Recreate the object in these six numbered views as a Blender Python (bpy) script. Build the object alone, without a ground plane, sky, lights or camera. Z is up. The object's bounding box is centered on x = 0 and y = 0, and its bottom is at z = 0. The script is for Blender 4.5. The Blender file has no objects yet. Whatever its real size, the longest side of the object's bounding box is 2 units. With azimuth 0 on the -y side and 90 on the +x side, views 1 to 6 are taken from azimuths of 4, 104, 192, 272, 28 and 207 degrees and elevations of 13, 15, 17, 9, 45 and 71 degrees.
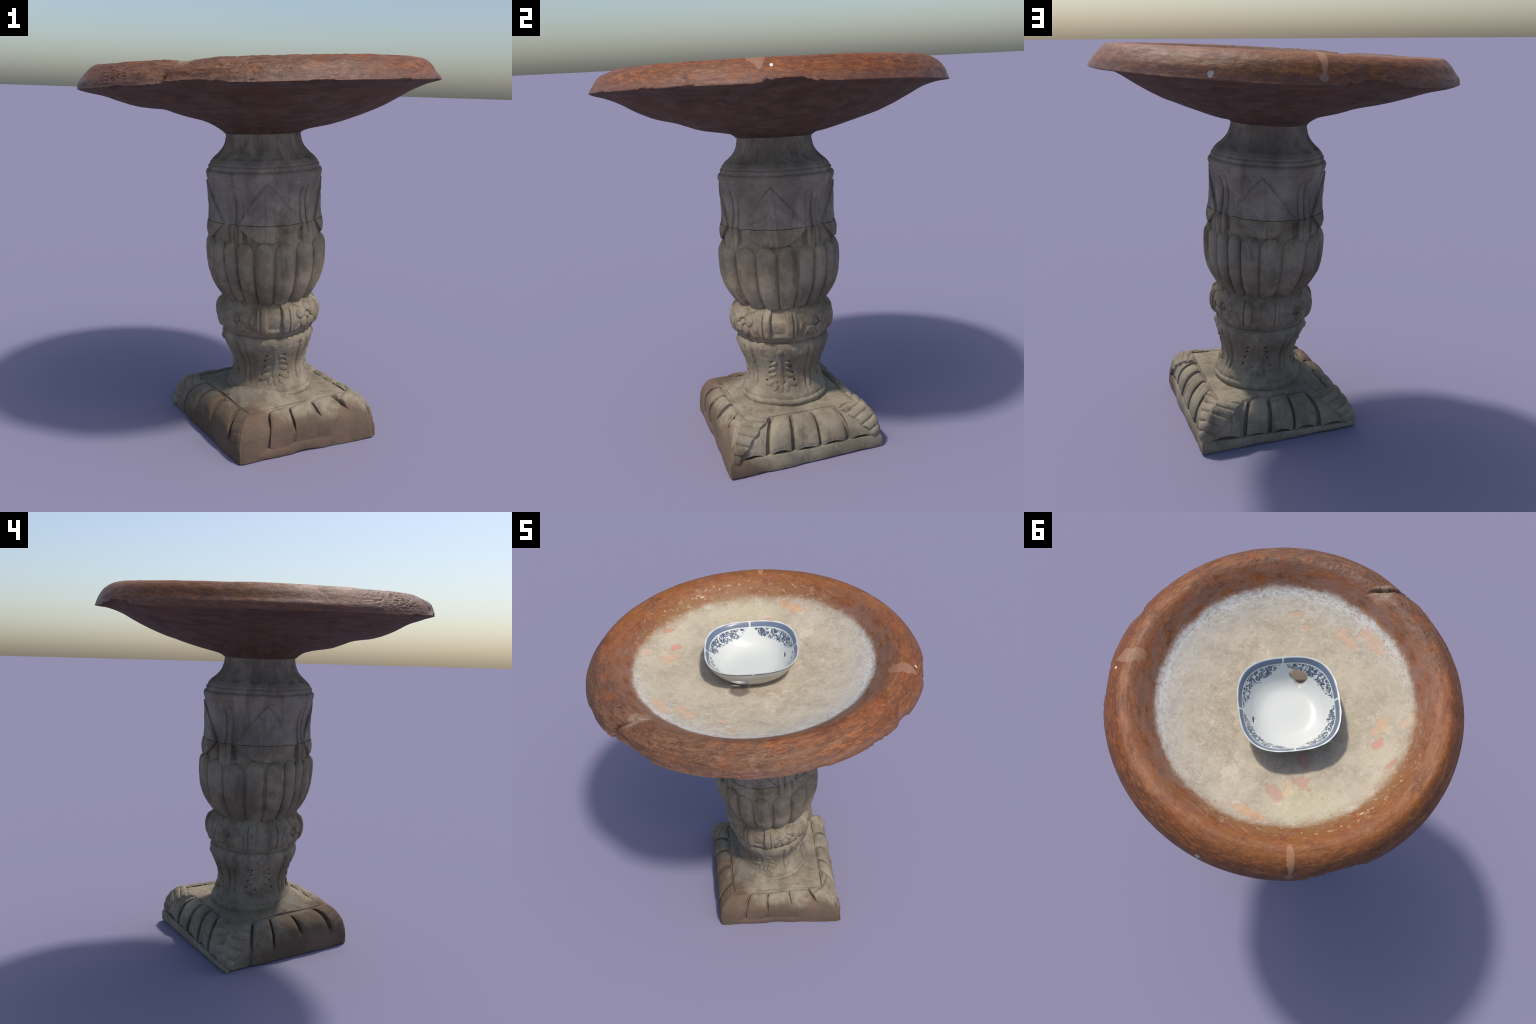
import bpy, math
import numpy as np
from mathutils import Matrix, Vector

rng = np.random.default_rng(7)
TAU = 2 * np.pi
rad = np.radians

# ------------------------------------------------------------------ noise
def _hash(ix, iy, iz, seed):
    h = (ix.astype(np.int64) * 374761393 + iy.astype(np.int64) * 668265263 + iz.astype(np.int64) * 2147483647 + seed * 144269504) & 0xFFFFFFFF
    h = ((h ^ (h >> 13)) * 1274126177) & 0xFFFFFFFF
    h = h ^ (h >> 16)
    return (h & 0xFFFF) / 32767.5 - 1.0

def vnoise(P, seed=0):
    """smooth value noise in -1..1 at points P[...,3]"""
    i = np.floor(P); f = P - i
    w = f * f * f * (f * (f * 6 - 15) + 10)
    out = 0.0
    for dx in (0, 1):
        wx = w[..., 0] if dx else 1 - w[..., 0]
        for dy in (0, 1):
            wy = w[..., 1] if dy else 1 - w[..., 1]
            for dz in (0, 1):
                wz = w[..., 2] if dz else 1 - w[..., 2]
                out = out + wx * wy * wz * _hash(i[..., 0] + dx, i[..., 1] + dy, i[..., 2] + dz, seed)
    return out

def fbm(P, freq, octaves=4, seed=0, gain=0.5):
    out, amp, tot = 0.0, 1.0, 0.0
    for o in range(octaves):
        out = out + amp * vnoise(P * freq + 17.3 * o, seed + o * 31)
        tot += amp; amp *= gain; freq *= 2.03
    return out / tot

def sstep(a, b, x):
    t = np.clip((x - a) / (b - a), 0, 1)
    return t * t * (3 - 2 * t)

def bump(x, c, w):
    return np.exp(-((x - c) / w) ** 2)

def adiff(a, b):
    return (a - b + 180.0) % 360.0 - 180.0

def pchip(pts):
    """monotone cubic through (x, y) points"""
    p = np.array(sorted(pts), float); x, y = p[:, 0], p[:, 1]
    h = np.diff(x); d = np.diff(y) / h
    m = np.zeros(len(x)); m[0], m[-1] = d[0], d[-1]
    for k in range(1, len(x) - 1):
        if d[k - 1] * d[k] > 0:
            w1, w2 = 2 * h[k] + h[k - 1], h[k] + 2 * h[k - 1]
            m[k] = (w1 + w2) / (w1 / d[k - 1] + w2 / d[k])
    def f(q):
        q = np.clip(q, x[0], x[-1]); i = np.clip(np.searchsorted(x, q, side='right') - 1, 0, len(h) - 1)
        t = (q - x[i]) / h[i]
        return (y[i] * (1 + 2 * t) * (1 - t) ** 2 + h[i] * m[i] * t * (1 - t) ** 2
                + y[i + 1] * t * t * (3 - 2 * t) + h[i] * m[i + 1] * t * t * (t - 1))
    return f

# ------------------------------------------------------------------ mesh helpers
def weather(P, amp=0.0022, fine=0.0007):
    """worn, hand-carved stone: the same small field displaces every stone part"""
    D = np.stack([fbm(P, 9, 3, s) for s in (1, 2, 3)], -1) * amp * 1.6
    D[..., 0] += 0.007 * sstep(0.57, 0.40, P[..., 2]) * sstep(0.20, 0.24, P[..., 2])     # the foot is set a little off the axis
    D = D + np.stack([fbm(P, 55, 2, s) for s in (11, 12, 13)], -1) * fine * 1.6
    return P + D

def make_object(name, V, F, mats, parent=None, smooth_angle=50, mat_index=None, loc=(0, 0, 0)):
    me = bpy.data.meshes.new(name)
    me.from_pydata(V.reshape(-1, 3).tolist(), [], F.tolist() if hasattr(F, 'tolist') else F)
    me.update()
    for m in (mats if isinstance(mats, (list, tuple)) else [mats]):
        me.materials.append(m)
    if mat_index is not None:
        me.polygons.foreach_set('material_index', np.asarray(mat_index, np.int32))
    me.polygons.foreach_set('use_smooth', np.ones(len(me.polygons), bool))
    if smooth_angle:
        me.set_sharp_from_angle(angle=rad(smooth_angle))
    ob = bpy.data.objects.new(name, me)
    bpy.context.scene.collection.objects.link(ob)
    ob.location = loc
    if parent:
        ob.parent = parent
    return ob

def grid_faces(nu, nv, wrap_u=False, wrap_v=False, off=0):
    """faces of an nu x nv point grid (index = u*nv+v)"""
    iu = np.arange(nu if wrap_u else nu - 1); iv = np.arange(nv if wrap_v else nv - 1)
    U, W = np.meshgrid(iu, iv, indexing='ij')
    U2, W2 = (U + 1) % nu, (W + 1) % nv
    return np.stack([U * nv + W, U2 * nv + W, U2 * nv + W2, U * nv + W2], -1).reshape(-1, 4) + off

def lathe(r_fn, z, ntheta=480, relief=None):
    """points [theta, z] of a surface of revolution with an optional relief(theta_deg, z)"""
    th = np.arange(ntheta) / ntheta * 360.0
    T, Z = np.meshgrid(th, z, indexing='ij')
    Rr = r_fn(Z)
    if relief is not None:
        Rr = Rr + relief(T, Z)
    return np.stack([Rr * np.cos(rad(T)), Rr * np.sin(rad(T)), Z], -1)

def lathe_object(name, r_fn, z, mats, parent, relief=None, ntheta=480, amp=0.0022):
    P = weather(lathe(r_fn, z, ntheta, relief), amp)
    nu, nv = P.shape[:2]
    F = grid_faces(nu, nv, wrap_u=True).tolist()
    V = P.reshape(-1, 3)
    # close both ends with a fan
    c0, c1 = len(V), len(V) + 1
    V = np.vstack([V, [[0, 0, P[:, 0, 2].mean()], [0, 0, P[:, -1, 2].mean()]]])
    for u in range(nu):
        u2 = (u + 1) % nu
        F.append([c0, u2 * nv, u * nv]); F.append([c1, u * nv + nv - 1, u2 * nv + nv - 1])
    return make_object(name, V, F, mats, parent)

def solid_patch(Fr, Bk):
    """closed solid from a front grid and a back grid of the same size"""
    nu, nv = Fr.shape[:2]; n = nu * nv
    V = np.concatenate([Fr.reshape(-1, 3), Bk.reshape(-1, 3)])
    f = grid_faces(nu, nv); b = grid_faces(nu, nv, off=n)[:, ::-1]
    ring = np.concatenate([np.arange(nu) * nv, (nu - 1) * nv + np.arange(1, nv),
                           np.arange(nu - 2, -1, -1) * nv + nv - 1, np.arange(nv - 2, 0, -1)])
    r2 = np.roll(ring, -1)
    s = np.stack([r2, ring, ring + n, r2 + n], -1)
    return V, np.concatenate([f, b, s])

def cyl(T, Z, Rr):
    return np.stack([Rr * np.cos(rad(T)), Rr * np.sin(rad(T)), Z], -1)

def ellipsoid(c, ax, radii, nu=28, nv=14, dish=0.0):
    """ellipsoid at c with axis columns ax (3x3: tangent, up, outward), optionally dished in front"""
    u = np.arange(nu) / nu * TAU; v = np.linspace(0, np.pi, nv)
    U, W = np.meshgrid(u, v, indexing='ij')
    x, y, zz = np.sin(W) * np.cos(U), np.sin(W) * np.sin(U), np.cos(W)
    zz = zz - dish * np.exp(-(np.sin(W) / 0.55) ** 2) * (zz > 0)
    L = np.stack([x * radii[0], y * radii[1], zz * radii[2]], -1)
    P = L @ np.array(ax).T + np.array(c)
    return P.reshape(-1, 3), grid_faces(nu, nv, wrap_u=True)

def join_parts(parts):
    Vs, Fs, off = [], [], 0
    for V, F in parts:
        Vs.append(V.reshape(-1, 3)); Fs += [[i + off for i in f] for f in np.asarray(F).tolist()]
        off += len(Vs[-1])
    return np.concatenate(Vs), Fs

# ------------------------------------------------------------------ node helper
class Nodes:
    def __init__(self, name):
        self.mat = bpy.data.materials.new(name); self.mat.use_nodes = True
        self.nt = self.mat.node_tree; self.nt.nodes.clear()
        self.out = self.nt.nodes.new('ShaderNodeOutputMaterial')
        self.bsdf = self.nt.nodes.new('ShaderNodeBsdfPrincipled')
        self.nt.links.new(self.bsdf.outputs[0], self.out.inputs[0])
        tc = self.nt.nodes.new('ShaderNodeTexCoord')
        self.co = tc.outputs['Object']
        s = self.nt.nodes.new('ShaderNodeSeparateXYZ'); self.nt.links.new(self.co, s.inputs[0])
        self.x, self.y, self.z = s.outputs
    def link(self, a, sock):
        if isinstance(a, bpy.types.NodeSocket):
            self.nt.links.new(a, sock)
        elif isinstance(a, (tuple, list)) and len(a) == 3 and sock.type == 'RGBA':
            sock.default_value = (*a, 1)
        else:
            sock.default_value = a
    def m(self, op, a, b=0.0, c=0.0, clamp=False):
        n = self.nt.nodes.new('ShaderNodeMath'); n.operation = op; n.use_clamp = clamp
        for v, s in zip((a, b, c), n.inputs): self.link(v, s)
        return n.outputs[0]
    def add(self, a, b): return self.m('ADD', a, b)
    def sub(self, a, b): return self.m('SUBTRACT', a, b)
    def mul(self, a, b): return self.m('MULTIPLY', a, b)
    def map(self, v, a, b, lo=0.0, hi=1.0):
        n = self.nt.nodes.new('ShaderNodeMapRange'); n.interpolation_type = 'SMOOTHSTEP'
        for val, s in zip((v, a, b, lo, hi), n.inputs): self.link(val, s)
        return n.outputs[0]
    def scale(self, s, loc=(0, 0, 0), co=None):
        n = self.nt.nodes.new('ShaderNodeMapping'); self.nt.links.new(co or self.co, n.inputs[0])
        n.inputs['Scale'].default_value = s if isinstance(s, (tuple, list)) else (s, s, s)
        n.inputs['Location'].default_value = loc
        return n.outputs[0]
    def noise(self, scale, detail=4, rough=0.55, dist=0.0, co=None, stretch=None, loc=(0, 0, 0)):
        n = self.nt.nodes.new('ShaderNodeTexNoise')
        c = self.scale(stretch or (1, 1, 1), loc, co)
        self.nt.links.new(c, n.inputs['Vector'])
        n.inputs['Scale'].default_value = scale; n.inputs['Detail'].default_value = detail
        n.inputs['Roughness'].default_value = rough; n.inputs['Distortion'].default_value = dist
        return n.outputs[0]
    def voronoi(self, scale, feature='F1', co=None, out=0, rand=1.0):
        n = self.nt.nodes.new('ShaderNodeTexVoronoi'); n.feature = feature
        self.nt.links.new(co or self.co, n.inputs['Vector'])
        n.inputs['Scale'].default_value = scale; n.inputs['Randomness'].default_value = rand
        return n.outputs[out]
    def mix(self, f, a, b, mode='MIX'):
        n = self.nt.nodes.new('ShaderNodeMix'); n.data_type = 'RGBA'; n.blend_type = mode
        self.link(f, n.inputs[0]); self.link(a, n.inputs[6]); self.link(b, n.inputs[7])
        return n.outputs[2]
    def mixvec(self, co, scale, amt):
        n = self.nt.nodes.new('ShaderNodeTexNoise'); self.nt.links.new(co, n.inputs['Vector']); n.inputs['Scale'].default_value = scale
        v = self.nt.nodes.new('ShaderNodeVectorMath'); v.operation = 'MULTIPLY_ADD'
        self.nt.links.new(n.outputs[1], v.inputs[0]); v.inputs[1].default_value = (amt,) * 3; self.nt.links.new(co, v.inputs[2])
        return v.outputs[0]
    def combine(self, x, y, z):
        n = self.nt.nodes.new('ShaderNodeCombineXYZ')
        for v, s in zip((x, y, z), n.inputs): self.link(v, s)
        return n.outputs[0]
    def spot(self, c, r, wob=None, amp=0.0, aspect=1.0, ang=0.0, soft=0.15):
        """mask of an irregular patch in plan: centre c, radius r, stretched by aspect along ang"""
        ca, sa = math.cos(rad(ang)), math.sin(rad(ang))
        dx, dy = self.sub(self.x, c[0]), self.sub(self.y, c[1])
        p = self.mul(self.add(self.mul(dx, ca), self.mul(dy, sa)), 1 / (r * aspect))
        q = self.mul(self.sub(self.mul(dy, ca), self.mul(dx, sa)), 1 / r)
        d = self.m('SQRT', self.add(self.mul(p, p), self.mul(q, q)))
        if wob is not None:
            d = self.add(d, self.mul(self.sub(wob, 0.5), amp))
        return self.map(d, 1 + soft, 1 - soft)
    def pebble(self, c, r, wob=None, amp=0.0):
        d2 = 0.0
        for v, k in zip((self.x, self.y, self.z), c):
            e = self.mul(self.sub(v, k), 1 / r); d2 = self.add(d2, self.mul(e, e))
        d = self.m('SQRT', d2)
        if wob is not None: d = self.add(d, self.mul(self.sub(wob, 0.5), amp))
        return self.map(d, 1.12, 0.9)
    def near_dir(self, ang, lo, hi):
        """1 where the point lies in compass direction ang about the axis"""
        n = self.m('ARCTAN2', self.y, self.x)
        d = self.m('COSINE', self.sub(n, rad(ang)))
        return self.map(d, math.cos(rad(lo)), math.cos(rad(hi)))
    def bump(self, h, strength=0.3, dist=0.01):
        n = self.nt.nodes.new('ShaderNodeBump'); n.inputs['Strength'].default_value = strength
        n.inputs['Distance'].default_value = dist
        self.nt.links.new(h, n.inputs['Height']); self.nt.links.new(n.outputs[0], self.bsdf.inputs['Normal'])
    def finish(self, col, rough=0.85, spec=0.3):
        self.link(col, self.bsdf.inputs['Base Color']); self.link(rough, self.bsdf.inputs['Roughness'])
        self.bsdf.inputs['Specular IOR Level'].default_value = spec
        return self.mat

# ------------------------------------------------------------------ materials
def stone_material(name, light, dark, soil=0.0, grey=0.35):
    n = Nodes(name)
    big = n.noise(3.2, 5, 0.6, 0.4)
    mid = n.noise(14, 6, 0.65, 0.2, loc=(3, 1, 2))
    fine = n.noise(120, 4, 0.7)
    drip = n.noise(13, 5, 0.65, 0.2, stretch=(1, 1, 0.22), loc=(2, 2, 8))
    col = n.mix(n.map(big, 0.36, 0.64), dark, light)
    col = n.mix(n.mul(n.map(mid, 0.45, 0.72), 0.5), col, tuple(c * 0.68 for c in dark))
    col = n.mix(n.mul(n.map(n.noise(5.5, 4, 0.6, loc=(9, 4, 0)), 0.5, 0.66), grey), col, (0.21, 0.215, 0.20))
    col = n.mix(n.mul(n.map(n.noise(7.5, 5, 0.6, loc=(1, 8, 5)), 0.55, 0.7), 0.35), col, (0.24, 0.175, 0.11))
    col = n.mix(n.mul(n.map(fine, 0.52, 0.75), 0.4), col, tuple(c * 0.6 for c in dark))
    col = n.mix(n.mul(n.map(n.noise(60, 5, 0.75, loc=(5, 5, 5)), 0.62, 0.75), 0.5), col, tuple(min(1, c * 1.35) for c in light))
    col = n.mix(n.mul(n.map(drip, 0.52, 0.68), 0.5), col, tuple(c * t for c, t in zip(dark, (0.62, 0.55, 0.46))))
    col = n.mix(n.mul(n.map(n.noise(28, 6, 0.75, 0.3, loc=(6, 0, 3)), 0.57, 0.67), 0.4), col, tuple(min(1, c * 1.22) for c in light))
    pits = n.map(n.noise(38, 3, 0.6, loc=(2, 7, 1)), 0.30, 0.24)
    col = n.mix(n.mul(pits, 0.6), col, (0.06, 0.045, 0.03))
    if soil:
        # brown soil and brick-red dust that has crept up one corner of the foot
        wob = n.noise(6, 5, 0.65, 0.3, loc=(0, 2, 6))
        d = n.m('MAXIMUM', n.add(n.mul(n.x, -0.35), n.mul(n.y, -1.0)),
                n.sub(n.add(n.mul(n.x, 0.534), n.mul(n.y, -0.845)), 0.09))   # grows toward the soiled corner and buried face
        h = n.sub(n.add(d, n.mul(n.sub(wob, 0.5), 0.5)), n.mul(n.z, 0.75))
        msk = n.map(h, 0.07, 0.24)
        soilc = n.mix(n.map(n.noise(4, 3, 0.5, loc=(6, 1, 1)), 0.4, 0.65), (0.105, 0.072, 0.047), (0.150, 0.092, 0.066))
        col = n.mix(n.mul(msk, soil), col, soilc)
    n.bump(n.add(n.mul(mid, 0.5), n.add(n.mul(fine, 0.25), n.mul(n.noise(45, 5, 0.7, loc=(4, 4, 4)), 0.45))), 0.45, 0.008)
    return n.finish(col, 0.9, 0.2)

def basin_top_material():
    n = Nodes('painted_terracotta')
    r = n.m('SQRT', n.add(n.mul(n.x, n.x), n.mul(n.y, n.y)))
    ang = n.m('ARCTAN2', n.y, n.x)
    # ring coordinates: noise drawn out along the rim, as the brush went round
    ring = n.combine(n.mul(n.m('COSINE', ang), 0.9), n.mul(n.m('SINE', ang), 0.9), n.mul(r, 3.2))
    sg = n.sub(1.0, n.mul(n.m('GREATER_THAN', r, 0.775), 2.0))
    arc = n.add(r, n.mul(n.sub(n.z, 1.9635), sg))      # runs on over the rim from inside to lip
    ring2 = n.combine(n.mul(n.m('COSINE', ang), 0.85), n.mul(n.m('SINE', ang), 0.85), n.mul(arc, 2.6))
    w1 = n.noise(9, 5, 0.6, 0.3)
    w2 = n.noise(30, 4, 0.65)
    streak = n.noise(9, 6, 0.65, 0.2, co=ring2)
    streak2 = n.noise(34, 4, 0.65, 0.2, co=ring2, loc=(4, 2, 1))
    back = n.near_dir(135, 75, 25)        # orange, rubbed side
    front = n.mul(n.near_dir(-97, 62, 36), n.map(r, 0.70, 0.76))
    # --- red paint
    red = n.mix(n.map(streak, 0.35, 0.65), (0.120, 0.040, 0.018), (0.285, 0.104, 0.040))
    red = n.mix(n.mul(n.map(n.noise(5, 4, 0.6, loc=(3, 3, 0)), 0.42, 0.62), 0.7), red, (0.235, 0.068, 0.020))
    red = n.mix(n.mul(n.map(n.noise(7, 5, 0.6, loc=(7, 1, 4)), 0.52, 0.68), 0.5), red, (0.215, 0.100, 0.066))
    red = n.mix(n.mul(back, n.map(w1, 0.38, 0.6)), red, (0.235, 0.082, 0.019))
    red = n.mix(n.mul(n.map(streak2, 0.56, 0.70), 0.45), red, (0.34, 0.175, 0.11))
    red = n.mix(n.mul(n.map(w2, 0.42, 0.28), 0.6), red, (0.085, 0.034, 0.024))
    outer = n.map(arc, 0.79, 0.86)
    mott = n.noise(24, 6, 0.72, 0.3, co=ring2, loc=(2, 6, 4))
    red = n.mix(n.mul(n.mul(outer, n.map(mott, 0.40, 0.60)), 0.7), red, (0.105, 0.042, 0.026))
    red = n.mix(n.mul(n.map(mott, 0.50, 0.36), 0.5), red, (0.36, 0.135, 0.045))
    crest = n.mul(n.map(arc, 0.70, 0.75), n.map(arc, 0.83, 0.78))
    red = n.mix(n.mul(n.mul(crest, n.map(n.noise(14, 6, 0.7, 0.3, co=ring2, loc=(6, 6, 0)), 0.50, 0.66)), 0.45), red, (0.34, 0.170, 0.095))
    red = n.mix(n.mul(n.map(n.noise(60, 5, 0.75, co=ring2, loc=(3, 9, 2)), 0.55, 0.68), 0.35), red, (0.10, 0.045, 0.03))
    red = n.mix(1.0, red, (0.95, 0.90, 0.72), 'MULTIPLY')
    # weathered crust at the front of the rim
    crust = n.mix(n.map(n.noise(16, 7, 0.72, 0.4, co=ring2), 0.38, 0.62), (0.115, 0.048, 0.026), (0.205, 0.098, 0.050))
    crust = n.mix(n.mul(n.map(n.noise(50, 5, 0.72, co=ring2, loc=(1, 1, 9)), 0.56, 0.7), 0.4), crust, (0.32, 0.20, 0.115))
    ringl = n.combine(n.mul(n.m('COSINE', ang), 0.62), n.mul(n.m('SINE', ang), 0.62), n.mul(arc, 3.4))
    line = n.m('ABSOLUTE', n.sub(n.noise(15, 5, 0.65, 0.5, co=ringl, loc=(1, 2, 3)), 0.5))
    crust = n.mix(n.mul(n.map(line, 0.030, 0.008), 0.6), crust, (0.055, 0.026, 0.017))
    red = n.mix(n.mul(front, n.map(w1, 0.30, 0.52)), red, crust)
    # dark, purplish lower lip
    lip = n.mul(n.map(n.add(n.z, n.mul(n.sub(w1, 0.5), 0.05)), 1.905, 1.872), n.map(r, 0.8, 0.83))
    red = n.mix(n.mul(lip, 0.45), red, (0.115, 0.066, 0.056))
    # pale flecks
    fleck = n.map(n.noise(85, 4, 0.7, 0.5, co=ring2, loc=(8, 0, 3)), 0.655, 0.70)
    red = n.mix(n.mul(fleck, 0.8), red, (0.52, 0.40, 0.29))
    # greyish film low on the inner wall
    film = n.mul(n.map(r, 0.79, 0.66), n.map(n.noise(8, 5, 0.6, co=ring), 0.34, 0.6))
    film = n.mul(film, n.sub(1.0, n.mul(back, 0.85)))
    wall = n.mix(n.mul(film, 0.7), red, (0.225, 0.135, 0.105))
    # --- floor
    fl = n.mix(n.map(n.noise(5, 6, 0.62, 0.5), 0.35, 0.65), (0.36, 0.305, 0.225), (0.47, 0.405, 0.305))
    fl = n.mix(n.mul(n.map(n.noise(16, 6, 0.65, 0.6, loc=(2, 2, 2)), 0.5, 0.68), 0.55), fl, (0.55, 0.47, 0.36))
    fl = n.mix(n.mul(n.map(n.noise(11, 6, 0.7, 0.4, loc=(6, 3, 1)), 0.54, 0.7), 0.5), fl, (0.31, 0.255, 0.185))
    fl = n.mix(n.mul(n.map(n.noise(26, 5, 0.7, loc=(0, 3, 9)), 0.57, 0.70), 0.35), fl, (0.52, 0.40, 0.30))
    fl = n.mix(n.mul(n.spot((-0.28, 0.43), 0.11, w1, 1.2, 1.6, 20, 0.5), 0.6), fl, (0.50, 0.45, 0.29))
    specks = n.map(n.noise(48, 2, 0.5, loc=(4, 9, 3)), 0.24, 0.20)
    fl = n.mix(n.mul(specks, 0.7), fl, (0.10, 0.08, 0.06))
    brush = n.noise(26, 5, 0.7, 0.3, co=ring)
    fl = n.mix(n.mul(n.map(brush, 0.53, 0.66), 0.45), fl, (0.56, 0.48, 0.37))
    fl = n.mix(n.mul(n.map(brush, 0.45, 0.34), 0.40), fl, (0.30, 0.25, 0.185))
    fl = n.mix(n.mul(n.map(n.noise(70, 5, 0.75, loc=(3, 6, 1)), 0.56, 0.70), 0.35), fl, (0.27, 0.215, 0.155))
    fl = n.mix(n.mul(n.map(n.noise(9, 6, 0.7, 0.2, co=ring, loc=(7, 7, 7)), 0.48, 0.62), 0.4), fl, (0.50, 0.43, 0.32))
    isl = n.map(n.noise(19, 6, 0.7, 0.25, loc=(8, 8, 3)), 0.575, 0.62)
    fl = n.mix(n.mul(isl, 0.55), fl, (0.60, 0.49, 0.385))
    isl2 = n.map(n.noise(27, 5, 0.7, 0.25, loc=(1, 5, 6)), 0.60, 0.65)
    fl = n.mix(n.mul(isl2, 0.5), fl, (0.30, 0.24, 0.175))
    fl = n.mix(n.mul(n.map(n.add(n.mul(n.x, 0.8), n.mul(n.sub(w1, 0.5), 0.5)), 0.15, 0.6), 0.35), fl, (0.50, 0.455, 0.40))
    fl = n.mix(n.mul(n.map(n.add(n.mul(n.x, -0.8), n.mul(n.sub(w1, 0.5), 0.5)), 0.1, 0.5), 0.35), fl, (0.44, 0.375, 0.255))
    # lime scale tide mark where floor meets wall
    rr = n.add(r, n.mul(n.sub(n.noise(6, 6, 0.65, 0.3, loc=(1, 0, 7)), 0.5), 0.075))
    scale = n.m('MAXIMUM', n.mul(n.map(rr, 0.575, 0.62), n.map(rr, 0.660, 0.645)), n.mul(n.mul(n.map(rr, 0.47, 0.60), n.map(rr, 0.66, 0.62)), 0.45))
    side = n.add(n.mul(n.near_dir(-45, 130, 60), 0.85), n.mul(back, -0.3))
    scalemask = n.mul(n.mul(scale, n.m('MAXIMUM', side, 0.15)), n.map(n.noise(22, 6, 0.75, 0.4, co=ring), 0.36, 0.56))
    fl = n.mix(n.m('MULTIPLY', scalemask, 1.15, clamp=True), fl, (0.60, 0.575, 0.535))
    chunk = n.mul(n.mul(n.map(rr, 0.590, 0.610), n.map(rr, 0.640, 0.622)), n.map(n.noise(40, 4, 0.7, co=ring, loc=(3, 3, 3)), 0.56, 0.62))
    fl = n.mix(n.mul(chunk, 0.55), fl, (0.20, 0.165, 0.13))
    # flaked patches
    wob = n.noise(24, 4, 0.6, 0.2, loc=(2, 0, 0))
    coral, pink = (0.56, 0.35, 0.23), (0.46, 0.25, 0.19)
    flakes = [((-0.265, -0.512), .030, 3.2, 150, coral), ((-0.129, -0.485), .034, 2.0, 160, coral), ((0.082, -0.454), .018, 1.6, 10, coral),
              ((0.16, -0.50), .016, 2.6, 20, coral), ((-0.507, -0.006), .020, 1.6, 60, (0.56, 0.22, 0.17)), ((-0.475, -0.11), .030, 1.8, 80, coral),
              ((-0.126, 0.439), .030, 2.0, 160, pink), ((-0.239, 0.34), .034, 1.7, 170, pink), ((-0.19, 0.39), .022, 2.2, 110, (0.60, 0.43, 0.27)),
              ((-0.073, 0.588), .024, 4.2, 175, (0.55, 0.30, 0.16)), ((-0.594, -0.168), .018, 2.6, 80, (0.58, 0.40, 0.28)),
              ((-0.60, 0.085), .012, 3.6, 60, (0.54, 0.24, 0.16)), ((-0.20, 0.22), .026, 2.0, 140, (0.48, 0.25, 0.19)), ((0.108, 0.426), .030, 1.6, 30, (0.60, 0.52, 0.40))]
    allf = None
    for c, rr_, asp, a, colr in flakes:
        k = n.spot(c, rr_, wob, 3.0, asp, a, 0.16)
        fl = n.mix(n.mul(n.mul(k, 0.62), n.map(w1, 0.25, 0.5, 0.5, 1.0)), fl, colr)
        allf = k if allf is None else n.m('MAXIMUM', allf, k)
    # floor / wall border; the rubbed back wall lets floor plaster reach higher in broken lines
    edge = n.add(n.add(r, n.mul(n.sub(n.noise(7, 6, 0.65, 0.4, loc=(5, 5, 0)), 0.5), 0.06)), n.mul(n.sub(n.noise(40, 4, 0.6, co=ring), 0.5), 0.03))
    wallmask = n.map(edge, 0.628, 0.664)
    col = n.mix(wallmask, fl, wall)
    lines = n.mul(n.mul(n.map(n.noise(22, 4, 0.6, 0.8, co=ring, loc=(0, 0, 5)), 0.56, 0.62), n.mul(n.map(r, 0.56, 0.61), n.map(r, 0.735, 0.69))), back)
    col = n.mix(n.mul(n.mul(lines, n.map(w2, 0.35, 0.6)), 0.75), col, (0.55, 0.43, 0.27))
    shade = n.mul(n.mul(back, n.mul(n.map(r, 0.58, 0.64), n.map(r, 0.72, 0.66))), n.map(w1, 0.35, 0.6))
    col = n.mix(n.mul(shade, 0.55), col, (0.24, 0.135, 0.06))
    # single repairs and chips on the rim
    patch = n.spot((0.775, 0.135), .048, n.noise(16, 3, 0.6), 2.4, 1.25, 20, 0.08)
    col = n.mix(n.mul(n.mul(patch, n.map(w2, 0.25, 0.55, 0.55, 1.0)), 0.6), col, (0.32, 0.185, 0.115))
    patch2 = n.mul(n.spot((-0.345, 0.735), .018, w2, 1.0, 3.6, 116, 0.12), n.map(r, 0.70, 0.72))
    col = n.mix(n.mul(n.mul(patch2, n.map(w2, 0.3, 0.5, 0.4, 1.0)), 0.55), col, (0.44, 0.24, 0.14))
    col = n.mix(n.spot((0.825, 0.214), .0065, None, 0, 1.0, 0, 0.15), col, (0.70, 0.66, 0.61))
    wp = n.noise(60, 3, 0.6)
    col = n.mix(n.mul(n.pebble((0.054, 0.884, 1.877), .012, wp, 2.0), 0.75), col, (0.46, 0.42, 0.38))
    col = n.mix(n.mul(n.pebble((-0.372, 0.800, 1.886), .018, wp, 1.0), 0.65), col, (0.27, 0.20, 0.145))
    pale = n.mul(n.spot((-0.215, -0.735), .040, n.noise(18, 4, 0.6), 1.4, 1.6, 60, 0.3), n.map(n.noise(30, 5, 0.7), 0.35, 0.6))
    col = n.mix(n.mul(pale, 0.55), col, (0.33, 0.25, 0.175))
    col = n.mix(n.mul(n.spot((0.006, -0.183), .046, w2, 0.8, 1.2, 10, 0.3), 0.85), col, (0.13, 0.095, 0.075))   # shadow seen through the large bowl hole, painted onto the floor
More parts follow.
